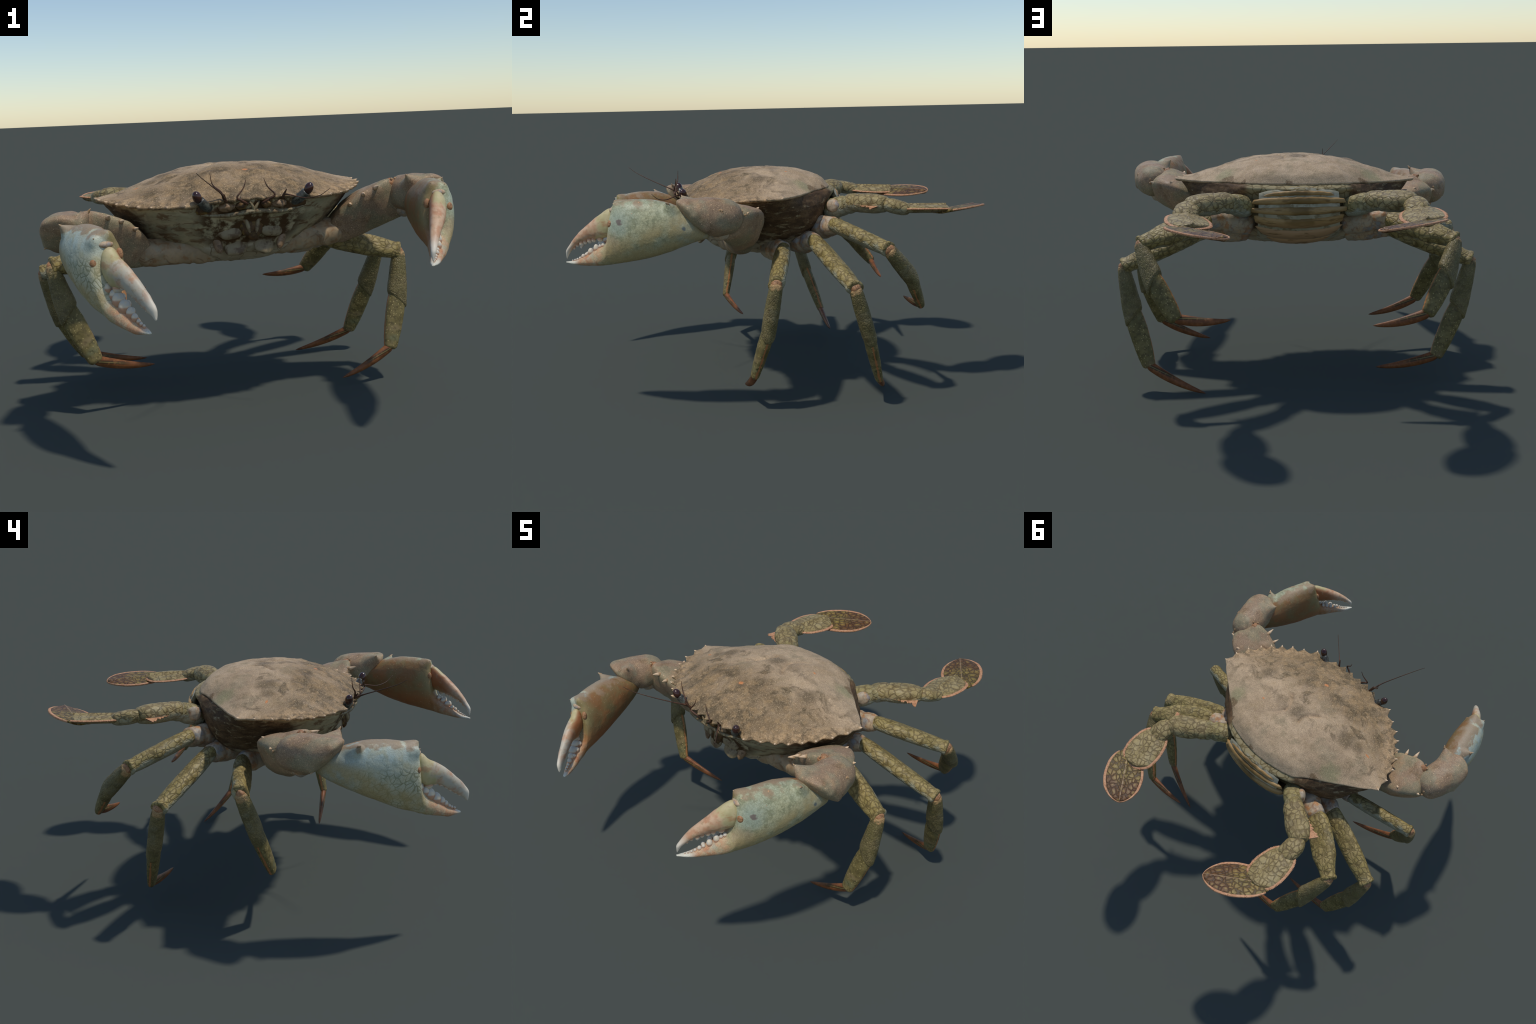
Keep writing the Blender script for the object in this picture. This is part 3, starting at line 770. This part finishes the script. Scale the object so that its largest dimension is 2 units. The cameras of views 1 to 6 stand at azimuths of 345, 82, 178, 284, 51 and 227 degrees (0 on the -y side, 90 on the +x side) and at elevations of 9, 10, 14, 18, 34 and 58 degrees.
# ----------------------------------------------------------------------------
# walking legs
# ----------------------------------------------------------------------------
def walking_leg(root, start, knee, wrist, end, tip, n_up, n_low, k=1.0, bend=(0, 0, 1), wide=1.0):
    """root: at the body; start: beginning of the long upper piece; then the joints down to the tip."""
    root, start, knee, wrist, end, tip = (V(p, float) for p in (root, start, knee, wrist, end, tip))
    up = unit(knee - start)
    base = segment('walking_leg', root, start + up * .012, n_up,
                   [(-.15, .03, .03), (0, .058, .055), (.3, .060, .056), (.55, .058, .054), (.66, .047, .045), (.74, .050, .047), (.93, .046, .042), (1.0, .03, .028)],
                   M_JOINT, crab, bumps=.004, bump_scale=28)
    segment('upper_leg', start - up * .012, knee + up * .004, n_up,
            [(0, .028 * k, .022 * k), (.02, .038 * k, .03 * k), (.12, .044 * k * wide, .034 * k), (.35, .051 * k * wide, .036 * k), (.6, .051 * k * wide, .035 * k),
             (.85, .043 * k, .033 * k), (.94, .039 * k, .031 * k), (.965, .043 * k, .035 * k), (.99, .042 * k, .034 * k), (1.0, .033 * k, .026 * k)],
            M_UP, base, nz=60, power=2.5, bumps=.0012, bump_scale=40)
    blob('joint', knee, (.025 * k, .022 * k, .022 * k), (n_low, up), M_ORANGE, base, bump=.2)
    d = unit(wrist - knee)
    segment('knee_segment', knee - d * .006, wrist + d * .022, n_low,
            [(0, .018 * k, .018 * k), (.04, .026 * k, .026 * k), (.16, .032 * k, .030 * k), (.5, .041 * k, .033 * k), (.8, .047 * k, .033 * k), (.95, .047 * k, .032 * k), (1.0, .042 * k, .027 * k)],
            M_KNEE, base, power=2.4, bumps=.001, bump_scale=50, skew=-.75 * bend[2])
    d = unit(end - wrist)
    low = segment('lower_leg', wrist - d * .06, end + d * .012, n_low,
            [(0, .024 * k, .018 * k), (.1, .036 * k, .024 * k), (.22, .042 * k, .0265 * k), (.38, .0455 * k, .028 * k), (.65, .043 * k, .025 * k), (.9, .035 * k, .020 * k), (.97, .031 * k, .018 * k), (1.0, .022 * k, .012 * k)],
            M_LOW, base, power=2.3, bumps=.001, bump_scale=60)
    segment('leg_tip', end, tip, n_low,
            [(-.03, .012, .010), (0, .019, .015), (.06, .023, .0165), (.25, .0225, .015), (.55, .018, .0115), (.8, .0115, .008), (.93, .0065, .005), (1.0, .001, .001)],
            M_TIP, base, power=1.8, nz=40, nc=28,
            warp=lambda R, t, cx, sy: arch(R, t, -.012 * bend[2]))
    return base
def arch(R, t, amp):
    R[:, :, 0] += (amp * 4 * t * (1 - t))[:, None]
    return R

walking_leg((.27, -.03, .675), (.435, .003, .682), (.793, -.083, .592), (.766, -.117, .385), (.703, -.176, .163), (.455, -.193, .045),
            (.05, -.9, .42), (.05, 1, .15), 1.0)
walking_leg((.26, .09, .70), (.44, .155, .722), (.835, .256, .565), (.79, .325, .352), (.720, .392, .118), (.452, .490, .007),
            (0, .45, .9), (.12, 1, .25), 1.0)
walking_leg((.24, .185, .755), (.424, .255, .791), (.727, .437, .711), (.663, .556, .575), (.565, .638, .422), (.323, .627, .406),
            (-.12, .42, .9), (.45, .85, .35), 1.02, (0, 0, 1), 1.25)
walking_leg((-.27, -.03, .668), (-.437, .004, .676), (-.800, -.078, .652), (-.748, -.128, .467), (-.650, -.175, .252), (-.390, -.103, .186),
            (-.05, -.9, .42), (-.15, 1, .2), 1.0, (0, 0, -1))
walking_leg((-.26, .09, .695), (-.44, .160, .715), (-.825, .279, .570), (-.757, .335, .357), (-.645, .400, .136), (-.356, .397, .081),
            (0, .45, .9), (-.1, 1, .25), 1.0, (0, 0, -1))
walking_leg((-.24, .185, .748), (-.424, .262, .782), (-.706, .457, .705), (-.638, .585, .580), (-.540, .688, .438), (-.299, .684, .383),
            (.12, .42, .9), (-.45, .85, .35), 1.02, (0, 0, -1), 1.25)

# ----------------------------------------------------------------------------
# swimming legs with paddles
# ----------------------------------------------------------------------------
def paddle_plate(name, p0, p1, normal, outline, mat, parent, thick, notch=None):
    """flat leaf: outline rows are t, left half width, right half width."""
    M, L = frame(p0, p1, normal)
    o = V(outline, float); t = np.linspace(0, 1, 44); t = .5 - .5 * np.cos(np.pi * t)
    t = o[0, 0] + (o[-1, 0] - o[0, 0]) * t
    q = pchip(t, o[:, 0], o[:, 1:])
    nc = 48; th = np.linspace(0, 2 * np.pi, nc, endpoint=False); R = []
    for ti, (l, r) in zip(t, q):
        w = np.where(np.cos(th) > 0, r, l); u = np.cos(th)
        h = thick * np.sqrt(np.clip(1 - u ** 2, 0, 1)) ** 1.0 * (1 + .5 * np.exp(-(u / .12) ** 2) * (np.sin(th) > 0))
        h *= min(1, .35 + 3 * min(l, r) / .1)
        R.append(np.stack([u * w, np.sign(np.sin(th)) * h, np.full(nc, ti * L)], 1))
    v, f = loft(R)
    return add_object(name, v, f, mat, parent, M)

def fringe(name, p0, p1, normal, outline, parent, width=.012, teeth=70, a0=0.0, a1=1.0, side=0, seed=1):
    """comb of short bristles along the rim of a leaf, joined into one frilled strip."""
    M, L = frame(p0, p1, normal); o = V(outline, float); r = np.random.default_rng(seed)
    t = np.linspace(o[0, 0], o[-1, 0], 160); q = pchip(t, o[:, 0], o[:, 1:])
    right = np.stack([q[:, 1], t * L], 1); left = np.stack([-q[:, 0], t * L], 1)
    path = np.vstack([right, left[::-1]])
    if side > 0: path = right
    if side < 0: path = left[::-1]
    a = np.concatenate([[0], np.cumsum(np.linalg.norm(np.diff(path, axis=0), axis=1))]); a /= a[-1]
    s = np.linspace(a0, a1, teeth * 4 + 1)
    P = np.stack([np.interp(s, a, path[:, 0]), np.interp(s, a, path[:, 1])], 1)
    T = np.gradient(P, axis=0); T /= np.linalg.norm(T, axis=1)[:, None] + 1e-9
    N = np.stack([T[:, 1], -T[:, 0]], 1)
    cen = V([0, L * .5]); flip = np.sign(((P - cen) * N).sum(1)); N *= np.where(flip == 0, 1, flip)[:, None]
    verts, faces = [], []
    for i in range(len(s)):
        k = i % 4; out = width * (.75 + .25 * (k in (1, 2)) + .18 * r.random())
        for d, h in ((-.010, .0045), (out * .5, .0042), (out, .0012), (out, -.0012), (out * .5, -.0042), (-.010, -.0045)):
            x, z = P[i] + N[i] * d
            verts.append((x, h, z))
    m = 6
    for i in range(len(s) - 1):
        for j in range(m):
            k = (j + 1) % m
            faces.append((i * m + j, i * m + k, (i + 1) * m + k, (i + 1) * m + j))
    ob = add_object(name, verts, faces, M_FRINGE, parent, M, kind='stuff', angle=40)
    return ob

def swimming_leg(root, isch, knee, wrist, hand, hinge, tip, n1, n2, n3, n4, sgn):
    root, isch, knee, wrist, hand, hinge, tip = (V(p, float) for p in (root, isch, knee, wrist, hand, hinge, tip))
    base = segment('swimming_leg', root, isch, n1,
                   [(-.05, .03, .03), (.05, .045, .045), (.4, .052, .05), (.62, .050, .048), (.72, .043, .042), (.8, .050, .046), (1, .052, .044), (1.06, .04, .03)],
                   M_COXA, crab, bumps=.004, bump_scale=26)
    front = V([sgn * .62, -.62, .1])
    blob('joint', root * .62 + isch * .38 + V([sgn * .035, -.03, .012]), (.033, .036, .022), ((0, 0, 1), front), M_JOINT, base, bump=.12)
    d = unit(knee - isch)
    segment('upper_leg', isch - d * .03, knee + d * .008, n1,
            [(0, .045, .036), (.05, .052, .042), (.2, .057, .045), (.27, .054, .043), (.31, .058, .046), (.6, .064, .047), (.9, .052, .040), (1, .036, .028)],
            M_UP_B, base, bumps=.0012, bump_scale=35)
    crest_a, crest_b = isch + V([sgn * .045, -.02, .004]), knee + V([sgn * .030, -.052, -.006])
    r = np.random.default_rng(5 + int(sgn)); vv = []; ff = []; nn = 26
    side_dir = unit(np.cross(crest_b - crest_a, V([0, 0, 1.0]))) * sgn
    for i in range(nn):
        u = i / (nn - 1); p = crest_a * (1 - u) + crest_b * u
        w = (.006 + .020 * u ** .7) * (.55 + .75 * r.random()) + .012 * (i >= nn - 4)
        for d, h in ((-.030, .004), (w, .0015), (w, -.0015), (-.030, -.004)):
            vv.append(p + side_dir * d + V([0, 0, h - .25 * max(d, 0)]))
    for i in range(nn - 1):
        for j in range(4):
            k = (j + 1) % 4; ff.append((i * 4 + j, i * 4 + k, (i + 1) * 4 + k, (i + 1) * 4 + j))
    add_object('crest', vv, ff, M_FRINGE, base, kind='stuff', angle=40)
    d2 = unit(wrist - knee)
    car = segment('knee_segment', knee - d2 * .01, wrist + d2 * .02, n2,
            [(0, .026, .022), (.08, .036, .028), (.4, .055, .034), (.75, .056, .032), (.95, .044, .024), (1, .03, .016)],
            M_UP_B, base, bumps=.001, bump_scale=35)
    outl = [(0, .03, .03), (.05, .054, .054), (.25, .080, .078), (.55, .091, .088), (.8, .082, .080), (.93, .056, .054), (.985, .030, .028), (1.0, .004, .004)]
    d3 = unit(hand - wrist); p0, p1 = wrist - d3 * .022, hand + d3 * .04
    paddle_plate('lower_leg', p0, p1, n3, outl, M_UP_B, base, .019)
    fringe('fringe', p0, p1, n3, outl, base, .011, 80, .03, .97)
    d4 = unit(tip - hinge); p0 = hinge - d4 * .02 - V([0, 0, .004])
    blade = [(0, .035, .035), (.08, .066, .062), (.3, .097, .092), (.52, .104, .100), (.72, .094, .090), (.87, .066, .064), (.95, .038, .037), (.985, .018, .018), (1.0, .002, .002)]
    paddle_plate('paddle_blade', p0, tip, n4, blade, M_BLADE, base, .010)
    fringe('fringe', p0, tip, n4, blade, base, .004, 90, .02, .98, 0, 3)
    return base

swimming_leg((.235, .262, .842), (.348, .372, .885), (.498, .485, .890), (.512, .578, .864), (.474, .755, .855), (.535, .762, .855), (.333, .985, .849),
             (-.1, .15, 1), (-.15, .1, 1), (-.12, .08, 1), (-.12, -.12, 1), 1)
swimming_leg((-.235, .262, .832), (-.348, .362, .880), (-.507, .471, .892), (-.507, .578, .872), (-.507, .760, .863), (-.552, .757, .864), (-.295, .945, .861),
             (.1, .15, 1), (.15, .1, 1), (.12, -.05, 1), (.05, -.22, 1), -1)

# ----------------------------------------------------------------------------
# claws
# ----------------------------------------------------------------------------
def skew_end(R, t, k):
    """lean the far end: its upper side reaches further than its lower one."""
    R[:, :, 2] += R[:, :, 1] * (k * sstep(.35, .95, t))[:, None]
    return R

def rounded_ring(pts, n=48):
    """closed smooth ring through corner points with slightly bulged sides."""
    p = V(pts, float); c = p.mean(0); out = []
    for a, b in zip(p, np.roll(p, -1, 0)):
        m = (a + b) / 2
        out += [a * .95 + c * .05, m + (m - c) * .12]
    return catmull(out, n, closed=True)

def claw_arm(S, drop):
    """S mirrors x; drop(x) lowers the arm with distance from the body."""
    def q(p):
        p = V(p, float); r = p * S; r[2] -= drop(abs(p[0])); return r
    arm = segment('claw_arm', q((.13, -.235, .703)), q((.455, -.195, .735)), (0, -.4, 1),
                  [(-.05, .03, .03), (.02, .052, .048), (.22, .056, .052), (.27, .050, .047), (.31, .055, .052), (.6, .060, .052), (.85, .066, .055), (1.0, .05, .04)],
                  M_ISCH, crab, bumps=.004, bump_scale=26)
    st = [((.40, -.135, .745), (.395, -.25, .765), (.425, -.225, .680), (.425, -.15, .685)),
          ((.455, -.112, .80), (.43, -.285, .825), (.47, -.235, .682), (.47, -.150, .690)),
          ((.53, -.100, .86), (.49, -.318, .885), (.54, -.252, .708), (.535, -.140, .725)),
          ((.62, -.112, .897), (.565, -.335, .925), (.62, -.275, .742), (.605, -.150, .755)),
          ((.69, -.150, .908), (.615, -.333, .950), (.685, -.298, .772), (.675, -.190, .785)),
          ((.725, -.190, .905), (.645, -.325, .950), (.715, -.310, .788), (.712, -.220, .805)),
          ((.732, -.215, .89), (.668, -.318, .93), (.718, -.306, .805), (.725, -.235, .82))]
    rings = np.stack([rounded_ring([q(p) for p in s]) for s in st])
    rings = np.stack([catmull(rings[:, j], 44) for j in range(rings.shape[1])], axis=1)
    for r in rings:
        c = r.mean(0)
        for j in range(len(r)): r[j] += unit(r[j] - c) * (.004 * fbm(r[j], 20, 3))
    v, f = loft(rings)
    if S[0] > 0: f = [tuple(reversed(x)) for x in f]
    merus = add_object('upper_arm', v, f, M_ARM, arm)
    for b, t, r in (((.705, -.195, .885), (.738, -.189, .904), .017), ((.615, -.150, .888), (.633, -.131, .913), .018),
                    ((.575, -.325, .915), (.572, -.372, .93), .015), ((.525, -.315, .89), (.512, -.356, .90), .014),
                    ((.47, -.30, .85), (.455, -.335, .857), .013)):
        spine('spine', q(b), q(t), r * .85, M_SPINE, arm)
    for i, u in enumerate(np.linspace(0, 1, 9)):          # pearly beads along the arm's end
        b = V([.655, -.325, .952]) * (1 - u) + V([.742, -.205, .893]) * u + V([.028, .0, .022]) * math.sin(math.pi * u)
        blob('bead', q(b), (.0055, .0055, .0055), ((1, 0, 0), (0, 0, 1)), M_SPINE, arm, n=8, nc=12)
    blob('joint', q((.655, -.305, .93)), (.026, .022, .024), ((1, 0, 0), (0, 0, 1)), M_ORANGE, arm, bump=.3)
    blob('joint', q((.715, -.315, .812)), (.035, .04, .03), ((1, 0, 0), (0, 0, 1)), M_JOINT, arm, bump=.15)
    # wrist: a knobby dome, narrow at the arm, cut off square where the hand starts
    car = segment('wrist', q((.712, -.222, .885)), q((.765, -.462, .893)), (0, 0, 1),
                  [(0, .022, .020), (.03, .045, .040), (.12, .068, .062), (.3, .083, .078), (.55, .090, .084), (.78, .091, .083), (.9, .084, .072), (.96, .068, .055), (1.0, .04, .03)],
                  M_ARM_LOW, arm, nz=64, nc=72, power=2.25, bumps=.004, bump_scale=16,
                  warp=lambda R, t, cx, sy: skew_end(R, t, .85))
    for b, t, r in (((.680, -.448, .938), (.652, -.474, .980), .062), ((.822, -.385, .850), (.832, -.380, .842), .035), ((.826, -.432, .902), (.834, -.436, .906), .03)):
        pull(car, q(b), q(V(t)), r, 1.6)
        d = unit(V(t) - V(b)); spine('spine', q(V(t) - d * .016), q(V(t) + d * .002), .0065, M_SPINE, arm)
    return arm

def pair_loft(name, rows, mat, parent, M, nc=48, n=90, power=2.2, slim=1.0, bump=.0012):
    """rows: top x, top z, bottom x, bottom z, half thickness, y offset; a flattened body in the local xz plane."""
    r = V(rows, float)
    d = np.concatenate([[0], np.cumsum(np.hypot(np.diff((r[:, 0] + r[:, 2]) / 2), np.diff((r[:, 1] + r[:, 3]) / 2)))])
    t = np.linspace(0, 1, n); t = (t * .75 + .25 * (.5 - .5 * np.cos(np.pi * t))) * d[-1]
    q = pchip(t, d, r)
    th = np.linspace(0, 2 * np.pi, nc, endpoint=False)
    cz = np.sign(np.sin(th)) * np.abs(np.sin(th)) ** (2 / power); cy = np.sign(np.cos(th)) * np.abs(np.cos(th)) ** (2 / power)
    R = []
    for tx, tz, bx, bz, h, yo in q:
        c = V([(tx + bx) / 2, (tz + bz) / 2]); hv = V([(tx - bx) / 2, (tz - bz) / 2])
        ring = np.stack([c[0] + cz * hv[0], cy * h * slim + yo, c[1] + cz * hv[1]], 1)
        R.append(ring)
    R = np.array(R)
    for i in range(len(R)):
        c = R[i].mean(0)
        for j in range(nc):
            p = R[i, j]; R[i, j] = p + unit(p - c + 1e-6) * bump * fbm(p, 30, 3)
    v, f = loft(R)
    return add_object(name, v, f, mat, parent, M)

def claw(origin, fwd, side, rows_palm, rows_finger, teeth_low, teeth_up, spines, z0):
    """side = +1: local +y is the outer face (right claw); -1: local -y is outer (left claw)."""
    x = unit(V([fwd[0], fwd[1], 0])); z = V([0, 0, 1.0]); y = np.cross(z, x)
    M = Matrix.Identity(4)
    for i, c in enumerate((x, y, z, V([origin[0], origin[1], z0]))):
        for r in range(3): M[r][i] = c[r]
    bow = lambda d: float(pchip([d], BOW_X, BOW_Y)[0])
    shift = lambda rows: [(a, b - z0, c, d - z0, h, bow((a + c) / 2) * side) for a, b, c, d, h in rows]
    palm = pair_loft('claw', shift(rows_palm), mat_palm('claw_hand_shell_%s' % ('a' if side > 0 else 'b'), side), crab, M, n=130, nc=64, power=2.15, slim=.94)
    pair_loft('claw_finger', shift(rows_finger), mat_finger('claw_finger_shell_%s' % ('a' if side > 0 else 'b'), side), palm, M, n=70, nc=36, power=2.1, slim=.78)
    to_w = lambda p: V((M @ Vector((p[0], p[1], p[2] - z0)))[:])
    for (tx, tz, r, h, yo) in teeth_low:
        ob = blob('claw_tooth', to_w((tx * .955, (yo + bow(tx * .955)) * side, tz)), (r, r * .95, h), (x, z), M_TOOTH, palm, n=14, nc=20)
    for (tx, tz, r, h, yo) in teeth_up:
        blob('claw_tooth', to_w((tx * .955, (yo + bow(tx * .955)) * side, tz)), (r, r * .9, h), (x, -z), M_TOOTH, palm, n=14, nc=20)
    for b, t, r in spines:
        pull(palm, b, t, r, 1.5)
        d = unit(V(t) - V(b)); spine('spine', V(t) - d * .018, V(t) + d * .003, .0075, M_SPINE, palm)
    return palm, to_w

P_PALM = [(-.40, .850, -.425, .812, .028), (-.37, .885, -.415, .800, .045), (-.325, .922, -.39, .792, .063), (-.285, .940, -.34, .776, .076),
          (-.225, .960, -.26, .745, .085), (-.15, .971, -.16, .716, .087), (-.085, .971, -.08, .700, .082), (-.02, .958, .0, .688, .069),
          (.000, .93, .018, .685, .060), (.012, .86, .030, .683, .053), (.025, .80, .044, .681, .047), (.048, .767, .067, .678, .042),
          (.075, .756, .096, .676, .037), (.113, .733, .124, .675, .031), (.157, .710, .162, .673, .025), (.202, .692, .201, .675, .017), (.244, .686, .244, .680, .005)]
P_FING = [(-.015, .915, .0, .815, .030), (.011, .931, .03, .805, .043), (.066, .901, .069, .797, .042), (.127, .855, .110, .793, .036), (.157, .832, .138, .783, .031),
          (.181, .809, .170, .772, .026), (.219, .766, .202, .748, .019), (.242, .727, .226, .722, .011), (.242, .700, .238, .699, .003)]
N_PALM = [(-.40, .800, -.43, .770, .028), (-.37, .825, -.42, .755, .045), (-.325, .848, -.385, .725, .063), (-.275, .865, -.32, .690, .077),
          (-.21, .880, -.23, .650, .087), (-.14, .882, -.14, .613, .089), (-.07, .875, -.07, .585, .083), (-.012, .862, .0, .565, .070),
          (.003, .82, .017, .558, .061), (.010, .74, .027, .556, .054), (.019, .68, .040, .552, .049), (.043, .639, .067, .546, .043),
          (.085, .609, .100, .538, .037), (.118, .588, .125, .532, .031), (.142, .569, .150, .528, .025), (.178, .553, .180, .530, .017), (.205, .540, .205, .535, .005)]
N_FING = [(-.010, .805, .005, .70, .030), (.016, .818, .025, .688, .043), (.046, .793, .047, .675, .042), (.096, .766, .090, .679, .036), (.135, .738, .121, .663, .031),
          (.168, .708, .158, .638, .026), (.211, .665, .200, .610, .019), (.240, .616, .226, .592, .011), (.237, .586, .233, .584, .003)]
# sideways bow of the hand: x along the hand, outward offset
BOW_X = [-.45, -.387, -.285, -.182, -.079, 0, .084, .163, .243, .3]
BOW_Y = [-.008, -.005, .0, .002, .002, -.004, -.023, -.048, -.076, -.10]
P0 = (.646, -.774); N0 = (-.635, -.789)
p_low = [(.052, .768, .010, .012, .004), (.068, .762, .009, .013, .004), (.088, .752, .014, .022, .004), (.118, .735, .014, .020, .004), (.143, .722, .009, .011, .003), (.160, .713, .010, .013, .003),
         (.178, .704, .007, .009, .002), (.193, .698, .006, .008, .002), (.207, .694, .005, .007, 0), (.22, .691, .004, .006, 0),
         (.06, .764, .010, .014, -.018), (.085, .752, .012, .018, -.016), (.11, .738, .013, .018, -.014), (.14, .722, .010, .014, -.010)]
p_up = [(.066, .797, .014, .012, .005), (.10, .793, .011, .013, .005), (.122, .790, .012, .015, .005), (.146, .782, .010, .013, .004), (.166, .776, .011, .018, .004), (.19, .764, .008, .009, .002), (.208, .75, .006, .008, 0)]
n_low = [(.012, .672, .018, .022, .012), (.040, .650, .018, .022, .006), (.062, .636, .024, .028, .004), (.092, .614, .023, .028, .002), (.120, .596, .017, .022, .0), (.140, .582, .013, .017, .0),
         (.158, .570, .008, .011, 0), (.171, .563, .007, .009, 0), (.185, .558, .006, .008, 0), (.05, .640, .011, .016, -.020), (.08, .620, .012, .016, -.018), (.11, .600, .010, .014, -.015)]
n_up = [(.055, .678, .020, .018, .0), (.085, .682, .012, .010, 0), (.115, .674, .011, .010, 0), (.14, .661, .010, .010, 0), (.16, .648, .010, .011, 0), (.185, .632, .009, .010, 0), (.205, .619, .008, .009, 0)]
palm, tw = claw(P0, (-.25, -.968), 1, P_PALM, P_FING, p_low, p_up,
                [((.632, -.738, .950), (.620, -.763, .963), .045), ((.682, -.742, .936), (.676, -.767, .955), .038), ((.752, -.515, .935), (.782, -.547, .963), .048)], .85)
blob('joint', (.686, -.780, .868), (.016, .016, .019), ((1, 0, 0), (0, 0, 1)), M_ORANGE, palm)
blob('joint', (.603, -.765, .884), (.014, .012, .02), ((1, 0, 0), (0, 0, 1)), M_ORANGE, palm)
blob('joint', (.648, -.765, .925), (.03, .02, .014), ((1, -.3, 0), (0, 0, 1)), M_JOINT, palm)
BARN_PALM = palm
palm, tw = claw(N0, (.25, -.968), -1, N_PALM, N_FING, n_low, n_up,
                [((-.630, -.762, .853), (-.620, -.788, .866), .045), ((-.675, -.772, .835), (-.675, -.801, .851), .038), ((-.745, -.54, .852), (-.777, -.574, .882), .048)], .75)
blob('joint', (-.680, -.793, .762), (.015, .015, .018), ((1, 0, 0), (0, 0, 1)), M_ORANGE, palm)
blob('joint', (-.588, -.778, .787), (.014, .012, .022), ((1, 0, 0), (0, 0, 1)), M_ORANGE, palm)
blob('joint', (-.635, -.782, .825), (.03, .02, .014), ((1, .3, 0), (0, 0, 1)), M_JOINT, palm)
arm = claw_arm(V([1, 1, 1.]), lambda x: 0.0)
for i in range(9):
    a = 2 * math.pi * i / 9
    blob('scar_bead', V([.812, -.322, .914]) + V([.1, math.cos(a), .9 * math.sin(a)]) * V([.02, .0115, .0125]), (.006, .0055, .0055), ((1, 0, 0), (0, 0, 1)), M_SPINE, arm, n=8, nc=10, bump=.2)
for p, r in (((.712, -.705, .936), .0085), ((.732, -.688, .914), .0075), ((.714, -.658, .958), .005), ((.726, -.680, .934), .005)):
    blob('barnacle', p, (r, r, r * .8), ((0, 1, 0), (1, -.3, .5)), M_BARN, BARN_PALM, n=10, nc=16, bump=.25, scale=60)
claw_arm(V([-1, 1, 1.]), lambda x: .012 + .098 * max(0, x - .2))
